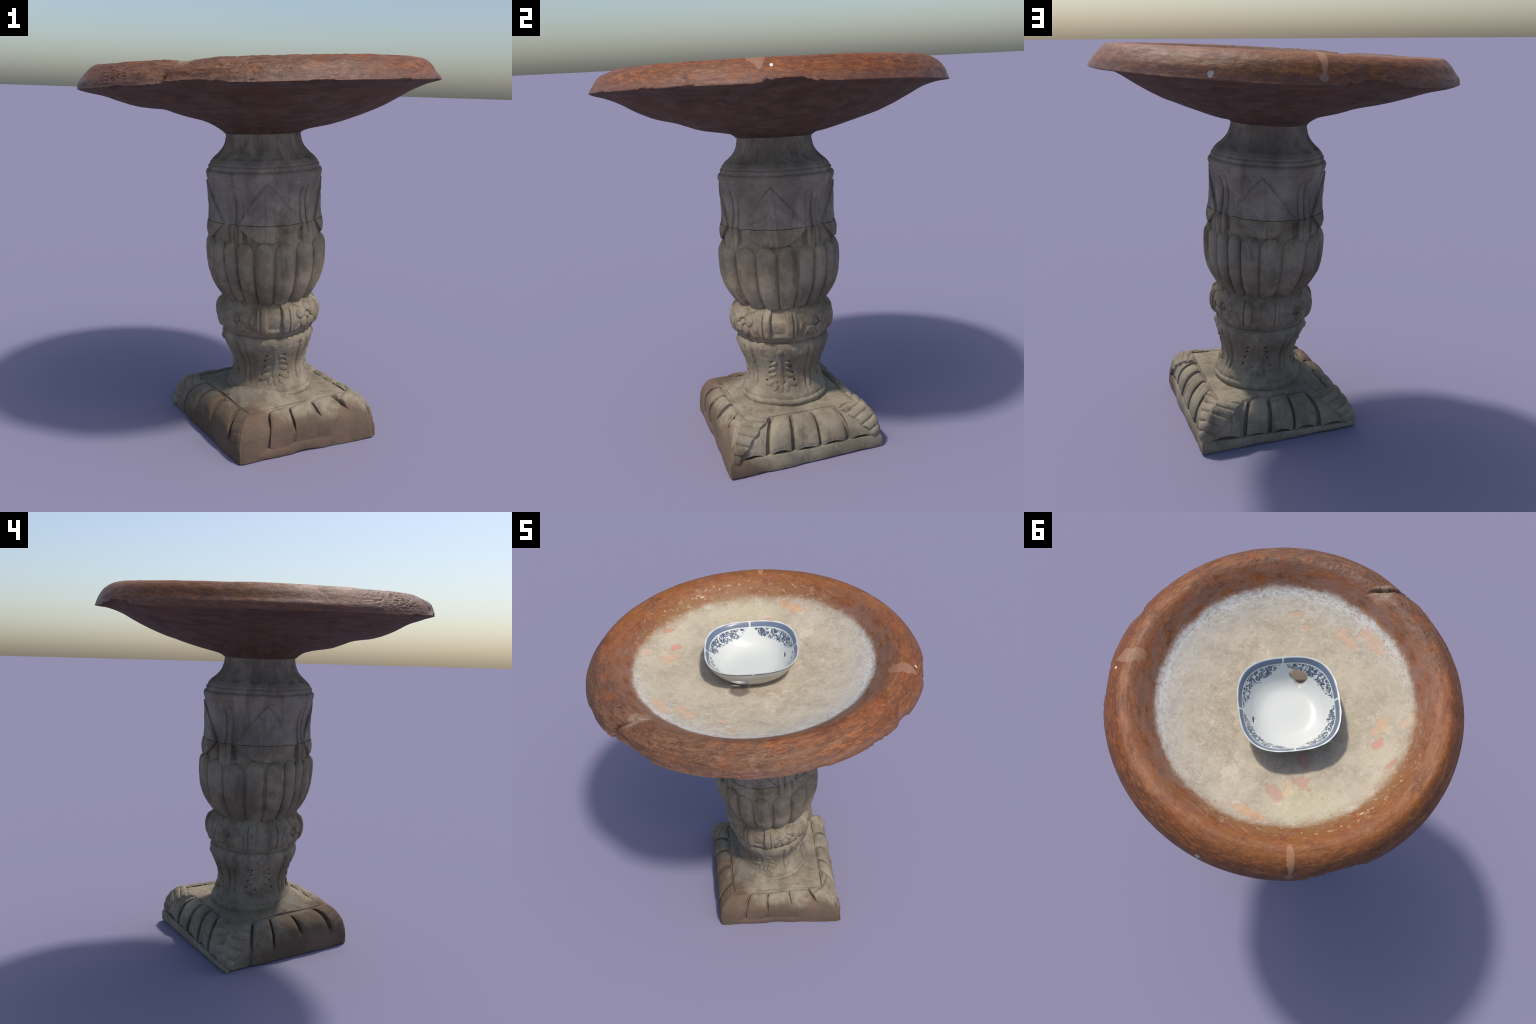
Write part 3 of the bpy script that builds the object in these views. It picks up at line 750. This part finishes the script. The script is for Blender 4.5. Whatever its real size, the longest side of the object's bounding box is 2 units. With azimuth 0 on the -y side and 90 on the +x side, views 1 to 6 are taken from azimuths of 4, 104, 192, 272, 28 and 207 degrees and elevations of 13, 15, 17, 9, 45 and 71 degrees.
for k in range(18):
    c, hw = (LOBES[k] + LOBES[k + 1]) / 2, (LOBES[k + 1] - LOBES[k]) / 2 * 1.01
    ztop = 1.083 + rng.normal() * 0.004
    cap = 0.052
    hmax = 0.031 + 0.002 * rng.normal()
    U, W = np.meshgrid(np.sin(np.linspace(-1, 1, 31) * np.pi / 2), np.linspace(0, 1, 72), indexing='ij')
    Z = 0.738 + (ztop - 0.738) * (1 - (1 - W) ** 1.25)
    s = np.clip((Z - (ztop - cap)) / cap, 0, 1)
    narrow = np.sqrt(np.clip(1 - s ** 2, 0.0025, 1))
    T = c + U * hw * narrow * (0.97 + 0.03 * np.sin(Z * 9 + k)) + 0.5 * np.sin(Z * 6 + k)
    H = np.sqrt(np.clip(1 - np.abs(U) ** 2.3, 0, 1)) * np.clip(1 - s ** 2.6, 0, 1) ** 0.5
    base = crest_r(Z) - 0.031 - sink(T, Z)
    Fr = weather(cyl(T, Z, base + hmax * H), 0.0022)
    Bk = cyl(T, Z, base - 0.015)
    V, F = solid_patch(Fr, Bk)
    make_object('gadroon', V, F, LOWER, vase)

# ------------------------------------------------------------------ vase: upper barrel, bead and fluted neck
upper_r = pchip([(1.160, 0.27), (1.1665, 0.283), (1.171, 0.2810), (1.18, 0.2815), (1.23, 0.280), (1.30, 0.2835), (1.35, 0.2910), (1.382, 0.2965), (1.388, 0.2962), (1.391, 0.2985), (1.40, 0.3005), (1.413, 0.3035),
                 (1.423, 0.3025), (1.431, 0.296), (1.436, 0.2885), (1.441, 0.2895), (1.448, 0.2905), (1.454, 0.288), (1.458, 0.2825)])
upper = lathe_object('barrel', upper_r, np.concatenate([np.linspace(1.160, 1.38, 60), np.linspace(1.382, 1.458, 50)]), UPPER, root,
                     lambda T, Z: 0.0015 * fbm(np.stack([np.cos(rad(T)), np.sin(rad(T)), Z * 3], -1), 4, 3, 21) - sink(T, Z), 600, 0.002)
neck_r = pchip([(1.452, 0.276), (1.457, 0.2825), (1.466, 0.2805), (1.478, 0.272), (1.49, 0.2610), (1.505, 0.243), (1.522, 0.2255), (1.545, 0.2085), (1.57, 0.199), (1.60, 0.1935), (1.612, 0.194), (1.625, 0.193)])
def flutes(T, Z):
    d = np.zeros_like(T)
    for k in range(16):
        a = adiff(T, -161 + 22.5 * k)
        soft = 1.0 if (k % 16) in (15, 0, 1, 2, 3, 4, 5, 6) else 0.6
        d = d - 0.0145 * soft * np.sqrt(np.clip(1 - (a / 7.0) ** 2, 0, 1)) * sstep(1.486, 1.498, Z) * (1 - 0.35 * sstep(1.51, 1.60, Z))
    return d
neck = lathe_object('neck', neck_r, np.linspace(1.452, 1.625, 90), UPPER, root, flutes, 720, 0.002)

LZ0, LZS, LZ1 = 1.080, 1.1705, 1.377
def leaf_width(Z):
    hi = 33.0 * np.clip((LZ1 - Z) / (LZ1 - LZS), 0, 1) ** 0.97
    q = np.clip((LZS - Z) / (LZS - LZ0), 0, 1)
    lo = 33.0 - 24.0 * q ** 1.25
    return np.where(Z > LZS, hi, lo)
def leaf_height(U, Z):
    w = leaf_width(Z); a = np.abs(U)
    rib_w = (1.6 + 3.0 * (LZ1 - Z) / (LZ1 - LZ0)) / np.maximum(w, 0.5)
    rib = sstep(rib_w * 1.15, rib_w * 0.85, a) * np.clip(w / 5, 0, 1)
    q = (Z * 1.0 + a * w * 0.0024) * 23.0
    vein = 0.0048 * np.sin(q * TAU / 1.6) * sstep(0.15, 0.35, a) * sstep(1.0, 0.85, a)
    body = 0.0120 + 0.0020 * a * (Z < LZS + 0.06) + 0.0065 * rib + vein * (1 - rib)
    return body * (0.55 + 0.45 * sstep(LZ1, LZ1 - 0.11, Z)) + 0.009 * bump(Z, 1.122, 0.04) * (1 - 0.7 * a)
for k, f in enumerate(LEAVES):
    tw = (0, 0, 0, 0)[k]
    for nm, z0, z1, mat, par, rf in (('leaf_tip', LZS + 0.0012, LZ1, UPPER, upper, upper_r), ('leaf_base', LZ0, LZS - 0.0012, LOWER, vase, vase_r)):
        U, W = np.meshgrid(np.linspace(-1, 1, 65), np.linspace(0, 1, 60 if z1 > LZS else 34), indexing='ij')
        Z = z0 + (z1 - z0) * W
        w = np.maximum(leaf_width(Z), 0.25)
        T = f + U * w + (1.377 - Z) * 8.0 * (1 if k != 3 else 1)*0.6
        rr = rf(Z) if mat is UPPER else np.maximum(vase_r(Z), 0.283)
        drop = sstep(0.0, 0.1, W) if mat is LOWER else 1.0
        rr = rr - sink(T, Z)
        Fr = weather(cyl(T, Z, rr + leaf_height(U, Z) * (0.55 + 0.45 * drop)), 0.002)
        Bk = cyl(T, Z, rr - 0.02)
        V, F = solid_patch(Fr, Bk)
        make_object(nm, V, F, mat, par)

for k, b in enumerate(REEDS):
    for off, hw, ztop, hh in ((-4.2, 3.2, 1.355, 0.013), (4.4, 3.4, 1.362, 0.012)):
        for nm, z0, z1, mat, par in (('reed_tip', LZS + 0.0012, ztop, UPPER, upper), ('reed', 1.045, LZS - 0.0012, LOWER, vase)):
            rf = upper_r if mat is UPPER else (lambda Z: np.full_like(Z, 0.281))
            def nar(W, top=(mat is UPPER)):
                s = np.clip((W - 0.82) / 0.18, 0, 1) if top else 0 * W
                return np.sqrt(np.clip(1 - s ** 2, 0.004, 1))
            relief_object(nm, lambda U, W: b + off + U * hw * nar(W), lambda U, W: z0 + (z1 - z0) * W,
                          lambda U, W: hh * np.sqrt(np.clip(1 - np.abs(U) ** 2.6, 0, 1)) * (nar(W) ** 0.5) * (1 - 0.55 * (W if mat is UPPER else 0)) + 0.0005, rf, mat, par, 21, 40)
    relief_object('reed', lambda U, W: b + U * 2.4 * np.sqrt(np.clip(1 - np.clip((W - 0.7) / 0.3, 0, 1) ** 2, 0.004, 1)), lambda U, W: 1.045 + 0.121 * W,
                  lambda U, W: 0.016 * np.sqrt(np.clip(1 - np.abs(U) ** 2.4, 0, 1)), lambda Z: np.full_like(Z, 0.280), LOWER, vase, 21, 30)

# ------------------------------------------------------------------ basin
HARM = lambda T: np.stack([np.cos(rad(T)), np.sin(rad(T)), np.cos(rad(2 * T)), np.sin(rad(2 * T))])
UNDER_R = [0.8915, 0.8607, 0.8206, 0.7606, 0.6805, 0.5804, 0.4804, 0.3803, 0.3002, 0.2402, 0.2100, 0.1990]
UNDER_Z = [1.8563, 1.8468, 1.8362, 1.8147, 1.7763, 1.7340, 1.7024, 1.6742, 1.6557, 1.637, 1.6225, 1.6130]
UNDER_H = np.array([[-.0003, .0044, .0052, -.0003, -.0079, -.0145, -.0202, -.0220, -.0190, -.0085, -.0025, 0],
                    [-.0022, .0037, .0070, .0080, .0068, .0028, -.0030, -.0060, -.0081, -.0050, -.0010, 0],
                    [-.0025, -.0047, -.0056, -.0047, .0002, .0026, .0029, .0031, .0010, -.0010, -.0004, 0],
                    [-.0017, .0031, .0058, .0061, .0049, .0049, .0067, .0065, .0035, .0010, .0002, 0]])
OUT_R = [0.8915, 0.886, 0.871, 0.846, 0.811, 0.775]
OUT_Z = [1.8563, 1.8730, 1.8990, 1.9318, 1.9554, 1.9635]
OUT_H = np.array([[-.0003, -.0058, -.0068, -.0057, -.0048, -.0009], [-.0022, -.0024, .0011, .0037, .0081, .0062],
                  [-.0025, .0019, -.0062, -.0031, .0009, -.0038], [-.0017, -.0002, .0005, -.0043, -.0005, -.0021]])
IN_R = [0.775, 0.750, 0.720, 0.690, 0.665, 0.640, 0.600, 0.500, 0.350, 0.180, 0.0]
IN_Z = [1.9635, 1.9575, 1.940, 1.915, 1.893, 1.8725, 1.848, 1.8145, 1.7950, 1.7895, 1.789]

def curve(pts, n):
    """even samples of a Catmull-Rom curve through the rows of pts"""
    p = np.asarray(pts, float); p = np.vstack([2 * p[0] - p[1], p, 2 * p[-1] - p[-2]])
    out = []
    for i in range(1, len(p) - 2):
        t = np.linspace(0, 1, 24, endpoint=False)[:, None]
        out.append(0.5 * (2 * p[i] + (p[i + 1] - p[i - 1]) * t + (2 * p[i - 1] - 5 * p[i] + 4 * p[i + 1] - p[i + 2]) * t ** 2
                          + (3 * p[i] - p[i - 1] - 3 * p[i + 1] + p[i + 2]) * t ** 3))
    q = np.vstack(out + [p[-2:-1]])
    s = np.concatenate([[0], np.cumsum(np.hypot(*np.diff(q[:, :2], axis=0).T))])
    si = np.linspace(0, s[-1], n)
    return np.stack([np.interp(si, s, q[:, c]) for c in range(q.shape[1])], 1)

NTH = 1000
under = curve(np.column_stack([UNDER_R, UNDER_Z, UNDER_H.T])[::-1], 80)
outer = curve(np.column_stack([OUT_R, OUT_Z, OUT_H.T]), 40)
inn = curve(np.column_stack([IN_R, IN_Z, np.outer(sstep(0.55, 0.775, np.array(IN_R)), OUT_H[:, -1])]), 120)
profile = np.vstack([under, outer[1:], inn[1:-1]])
n_under = len(under)
zone_top = np.concatenate([np.zeros(n_under), np.ones(len(profile) - n_under)])
th = np.arange(NTH) / NTH * 360
T = np.repeat(th[:, None], len(profile), 1)
Rr = np.repeat(profile[None, :, 0], NTH, 0)
Z = profile[None, :, 1] + np.einsum('kt,kp->tp', HARM(th), profile[:, 2:].T)
tipd = np.abs(np.arange(len(profile)) - (n_under - 1))[None, :]        # steps from the sharp lower lip
s_len = np.concatenate([[0], np.cumsum(np.hypot(np.diff(profile[:, 0]), np.diff(profile[:, 1])))])
dl = np.abs(s_len - s_len[n_under - 1])[None, :] * np.ones((NTH, 1))
# the floor dips a little more to one side; the belly has a hollow by the neck and a lump beside it
top1 = zone_top[None, :] * np.ones_like(Rr)
Z -= 0.004 * top1 * np.exp(-((Rr * np.cos(rad(T)) + 0.02) / 0.22) ** 2 - ((Rr * np.sin(rad(T)) - 0.20) / 0.20) ** 2)
Z += (1 - top1) * (0.015 * np.exp(-((Rr - 0.49) / 0.085) ** 2) * np.exp(-np.abs(adiff(T, -128) / 78) ** 2.5)
                   - 0.004 * np.exp(-((Rr - 0.70) / 0.07) ** 2) * np.exp(-(adiff(T, -140) / 42) ** 2)
                   - 0.002 * np.exp(-((Rr - 0.62) / 0.10) ** 2))
Rr = Rr + top1 * 0.007 * sstep(0.775, 0.83, Rr) * np.exp(-(adiff(T, 20) / 40) ** 2)
# the lip is drawn out to a drooping point, most of all at the front right
ext = 0.002 + 0.006 * sstep(85, 55, np.abs(adiff(T, -40))) + 0.005 * sstep(60, 20, np.abs(adiff(T, 185)))
Rr = Rr + ext * np.exp(-(dl / 0.055) ** 1.5)
Z -= 0.45 * ext * np.exp(-(dl / 0.03) ** 2)
# chips bitten out of the lip: (angle, half width, rise, inset)
for a, hw, rise, inset in ((19, 6.5, 0.020, 0.014), (130, 8.0, 0.026, 0.014), (351.5, 2.6, 0.006, 0.010), (338, 2.5, 0.005, 0.006), (257, 9.0, 0.017, 0.018), (233, 2.5, 0.005, 0.004),
                           (318, 2.0, 0.004, 0.004), (290, 3.0, 0.004, 0.005)):
    jag = 1.2 * np.sin(rad(th) * 61 + a) + 0.8 * np.sin(rad(th) * 143)
    k = np.exp(-np.abs(adiff(th + jag, a) / hw) ** 3)[:, None] * np.exp(-(dl / 0.045) ** 2)
    Z += rise * k; Rr -= inset * k
P = np.stack([Rr * np.cos(rad(T)), Rr * np.sin(rad(T)), Z], -1)
wn = (1 - zone_top[None, :]) * sstep(0.42, 0.22, Rr)          # the basin sits a little off the neck it is joined to
P[..., 0] += 0.0156 * wn; P[..., 1] += 0.0197 * wn
# normals for displacement
dT = np.roll(P, -1, 0) - np.roll(P, 1, 0)
dS = np.gradient(P, axis=1)
N = np.cross(dT, dS); N /= np.linalg.norm(N, axis=-1, keepdims=True) + 1e-12
ztop = zone_top[None, :]
onrim = sstep(0.70, 0.78, Rr)
frontw = sstep(62, 36, np.abs(adiff(T, -97))) * onrim * ztop
rough_n = fbm(P * np.array([1, 1, 2.2]), 14, 5, 41, 0.6)
disp = 0.0025 * fbm(P, 6, 3, 33) + 0.0008 * fbm(P, 40, 3, 35)
arc = np.where(Rr > 0.775, Rr - (P[..., 2] - 1.9635), Rr + (P[..., 2] - 1.9635))     # runs on over the rim
RC = np.stack([np.cos(rad(T)) * 1.25, np.sin(rad(T)) * 1.25, arc * 2.6], -1)
RL = np.stack([np.cos(rad(T)) * 0.62, np.sin(rad(T)) * 0.62, arc * 3.4], -1)
cracks = 1 - np.abs(fbm(RL, 15, 4, 61, 0.6)) * 3.6
cracks2 = 1 - np.abs(fbm(RC + 3.1, 30, 3, 67, 0.6)) * 3.0
patchy = sstep(-0.25, 0.25, fbm(P, 5, 3, 63))
disp = disp + frontw * (0.0024 * rough_n - (0.0050 * sstep(0.66, 1.0, cracks) + 0.0012 * sstep(0.6, 1.0, cracks2)) * (0.35 + 0.65 * patchy) + 0.0008 * fbm(RC, 60, 3, 69))
disp = disp + (1 - ztop) * (0.0025 * fbm(P, 6, 4, 71))
floorw = sstep(0.66, 0.55, Rr) * ztop
disp = disp + floorw * (0.0022 * fbm(P, 11, 4, 81) + 0.0012 * sstep(0.05, 0.12, fbm(P, 7, 4, 85)))
lump = np.exp(-(((P[..., 0] + 0.55) / 0.07) ** 2 + ((P[..., 1] - 0.15) / 0.09) ** 2)) * ztop
disp = disp + lump * 0.010 * fbm(P, 22, 3, 91)
# the crack that runs slantwise over the front of the rim
c0 = np.array([0.885 * math.cos(rad(248.5)), 0.885 * math.sin(rad(248.5))]); c1 = np.array([-0.148, -0.705])
ab = c1 - c0; L = np.linalg.norm(ab); ab /= L
qx = (P[..., :2] - c0) @ ab; qy = (P[..., :2] - c0) @ np.array([-ab[1], ab[0]]) + 0.008 * fbm(P, 18, 2, 95)
along = sstep(-0.06, -0.01, qx) * sstep(L + 0.02, L - 0.06, qx)
step = sstep(0.013, 0.0, np.abs(qy)) * (0.020 + 0.012 * sstep(0.10, 0.0, qx)) + 0.013 * sstep(-0.008, 0.006, qy) * sstep(0.11, 0.01, qy)
step2 = 0.012 * sstep(0.006, -0.004, qy) * sstep(-0.16, -0.01, qy) * 0.6
disp = disp - (step + step2) * along * ztop
for a, z0, rr, dep in ((351.0, 1.876, 0.022, 0.010), (37, 1.88, 0.010, 0.004), (243, 1.868, 0.012, 0.006), (300, 1.90, 0.012, 0.006), (285, 1.945, 0.02, 0.005)):
    cc = np.array([0.88 * math.cos(rad(a)), 0.88 * math.sin(rad(a))])
    dd = np.hypot(np.hypot(P[..., 0] - cc[0], P[..., 1] - cc[1]), (P[..., 2] - z0))
    disp = disp - dep * np.exp(-(dd / rr) ** 2) * ztop
edge_soft = 1 - 0.6 * np.exp(-(dl / 0.006) ** 2)
P = P + N * (disp * edge_soft)[..., None]
nu, nv = P.shape[:2]
V = np.vstack([P.reshape(-1, 3), [[0, 0, P[:, -1, 2].mean()], [0.0156, 0.0197, 1.613]]])
Fq = grid_faces(nu, nv, wrap_u=True)
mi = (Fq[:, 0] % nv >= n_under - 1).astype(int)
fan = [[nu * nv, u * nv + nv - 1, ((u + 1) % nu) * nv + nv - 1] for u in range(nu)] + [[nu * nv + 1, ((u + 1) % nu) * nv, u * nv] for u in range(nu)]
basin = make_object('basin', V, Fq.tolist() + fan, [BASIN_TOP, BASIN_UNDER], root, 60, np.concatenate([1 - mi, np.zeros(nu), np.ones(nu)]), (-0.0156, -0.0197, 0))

# ------------------------------------------------------------------ china bowl standing in the basin
B_LOC = Matrix.Translation((-0.042, 0.008, 1.7830)) @ Matrix.Rotation(rad(31.0), 4, 'Z')
def squarish(T, rr, n):
    c, s = np.abs(np.cos(T)), np.abs(np.sin(T))
    return rr / (c ** n + s ** n) ** (1 / n)
OUTW = [(0.0, 0.004, 2.0), (0.125, 0.004, 2.05), (0.130, 0.0, 2.05), (0.138, 0.0, 2.05), (0.142, 0.006, 2.05), (0.150, 0.010, 2.1), (0.174, 0.020, 2.2), (0.198, 0.040, 2.4), (0.219, 0.065, 2.6), (0.238, 0.092, 2.7), (0.2485, 0.116, 2.8), (0.2515, 0.122, 2.8)]
INW = [(0.2505, 0.1238, 2.8), (0.2460, 0.1225, 2.8), (0.2370, 0.116, 2.8), (0.218, 0.092, 2.7), (0.197, 0.066, 2.55), (0.175, 0.043, 2.35), (0.155, 0.030, 2.15), (0.135, 0.0228, 2.05), (0.11, 0.0195, 2.0), (0.06, 0.0185, 2.0), (0.0, 0.0185, 2.0)]
bp = np.vstack([curve(OUTW, 70), curve(INW, 90)])[1:-1]
BH = 1.195                       # the bowl is deeper than it is thin
bp[:, 1] *= BH
n_out = 69
nb = 240
tb = np.arange(nb) / nb * TAU
rim = sstep(0.09, 0.122, bp[:, 1] / BH)
R2 = np.stack([squarish(tb, p[0], p[2]) for p in bp], 1)
R2 = R2 * (1 + 0.0025 * np.cos(tb * 20)[:, None] * rim[None, :])
Zb = np.repeat(bp[None, :, 1], nb, 0) + 0.0008 * np.cos(tb * 20)[:, None] * rim[None, :]
Pb = np.stack([R2 * np.cos(tb)[:, None], R2 * np.sin(tb)[:, None], Zb], -1)
V = np.vstack([Pb.reshape(-1, 3), [[0, 0, bp[0, 1]], [0, 0, bp[-1, 1]]]])
nv = len(bp)
Fb = grid_faces(nb, nv, wrap_u=True)
mi = (Fb[:, 0] % nv < n_out - 3).astype(int)
fan = [[nb * nv, ((u + 1) % nb) * nv, u * nv] for u in range(nb)] + [[nb * nv + 1, u * nv + nv - 1, ((u + 1) % nb) * nv + nv - 1] for u in range(nb)]
bowl = make_object('china_bowl', V, Fb.tolist() + fan, [PORCELAIN, GLAZE], None, 60, np.concatenate([mi, np.ones(nb), np.zeros(nb)]))
bowl.matrix_world = root.matrix_world @ B_LOC
bowl['label'] = 'square rounded white bowl with blue flower border inside'
bowl['category'] = 'bowl'

# two holes broken through its wall
bpy.context.view_layer.update()
inv = bowl.matrix_world.inverted()
for at, size, aim in (((-0.004, -0.152, 1.840), (0.042, 0.07, 0.044), (0.02, -0.2)), ((0.106, 0.1514, 1.8389), (0.016, 0.06, 0.014), (0.137, 0.118))):
    c = inv @ Vector(at)
    a = math.atan2(c.y, c.x)
    u = np.arange(28) / 28 * TAU
    k = 1 + 0.16 * np.sin(2 * u + 1.0) + 0.10 * np.sin(3 * u + 0.4)          # a ragged, cornered break
    ring = np.stack([np.cos(u) * size[0] * k, np.sin(u) * size[2] * k], 1)
    er, et = np.array([math.cos(a), math.sin(a), 0]), np.array([-math.sin(a), math.cos(a), 0])
    base = er * math.hypot(c.x, c.y) + np.array([0, 0, c.z])
    pts = [base + et * p[0] + np.array([0, 0, p[1]]) + er * d * size[1] - np.array([0, 0, d * 0.02]) for d in (-1, 1) for p in ring]
    F = [[i, (i + 1) % 28, 28 + (i + 1) % 28, 28 + i] for i in range(28)] + [list(range(28))[::-1], list(range(28, 56))]
    cut = make_object('hole_cutter', np.array(pts), F, GLAZE, None, 0)
    cut.matrix_world = bowl.matrix_world
    cut.hide_render = True
    bm = bowl.modifiers.new('hole', 'BOOLEAN'); bm.operation = 'DIFFERENCE'; bm.solver = 'EXACT'; bm.object = cut
    bpy.context.view_layer.update()
    dg = bpy.context.evaluated_depsgraph_get()
    me = bpy.data.meshes.new_from_object(bowl.evaluated_get(dg))
    bowl.modifiers.clear(); bowl.data = me
    bpy.data.objects.remove(cut)
    if size[0] > 0.03:
        continue
    # brown clay filling the small hole between the inner and outer wall faces, so that it looks dark
    oz, iz = np.array(OUTW), np.array(INW[::-1])
    zc = c.z
    ro, ri = np.interp(zc, oz[2:, 1] * BH, oz[2:, 0]), np.interp(zc, iz[2:, 1] * BH, iz[2:, 0])
    rm = squarish(np.array([a]), 0.55 * ro + 0.45 * ri, 2.5)[0]
    sl = (np.interp(zc + 0.01, oz[2:, 1] * BH, oz[2:, 0]) - np.interp(zc - 0.01, oz[2:, 1] * BH, oz[2:, 0])) / 0.02
    upv = er * sl + np.array([0, 0, 1]); upv /= np.linalg.norm(upv)
    V, F = ellipsoid(er * rm + np.array([0, 0, zc]), np.stack([et, upv, np.cross(et, upv)], 1), (size[0] * 1.25, size[2] * 1.7, 0.0045), 32, 18)
    dark_plug = make_object('small_hole_plug', V, F, HOLE_PLUG, bowl)
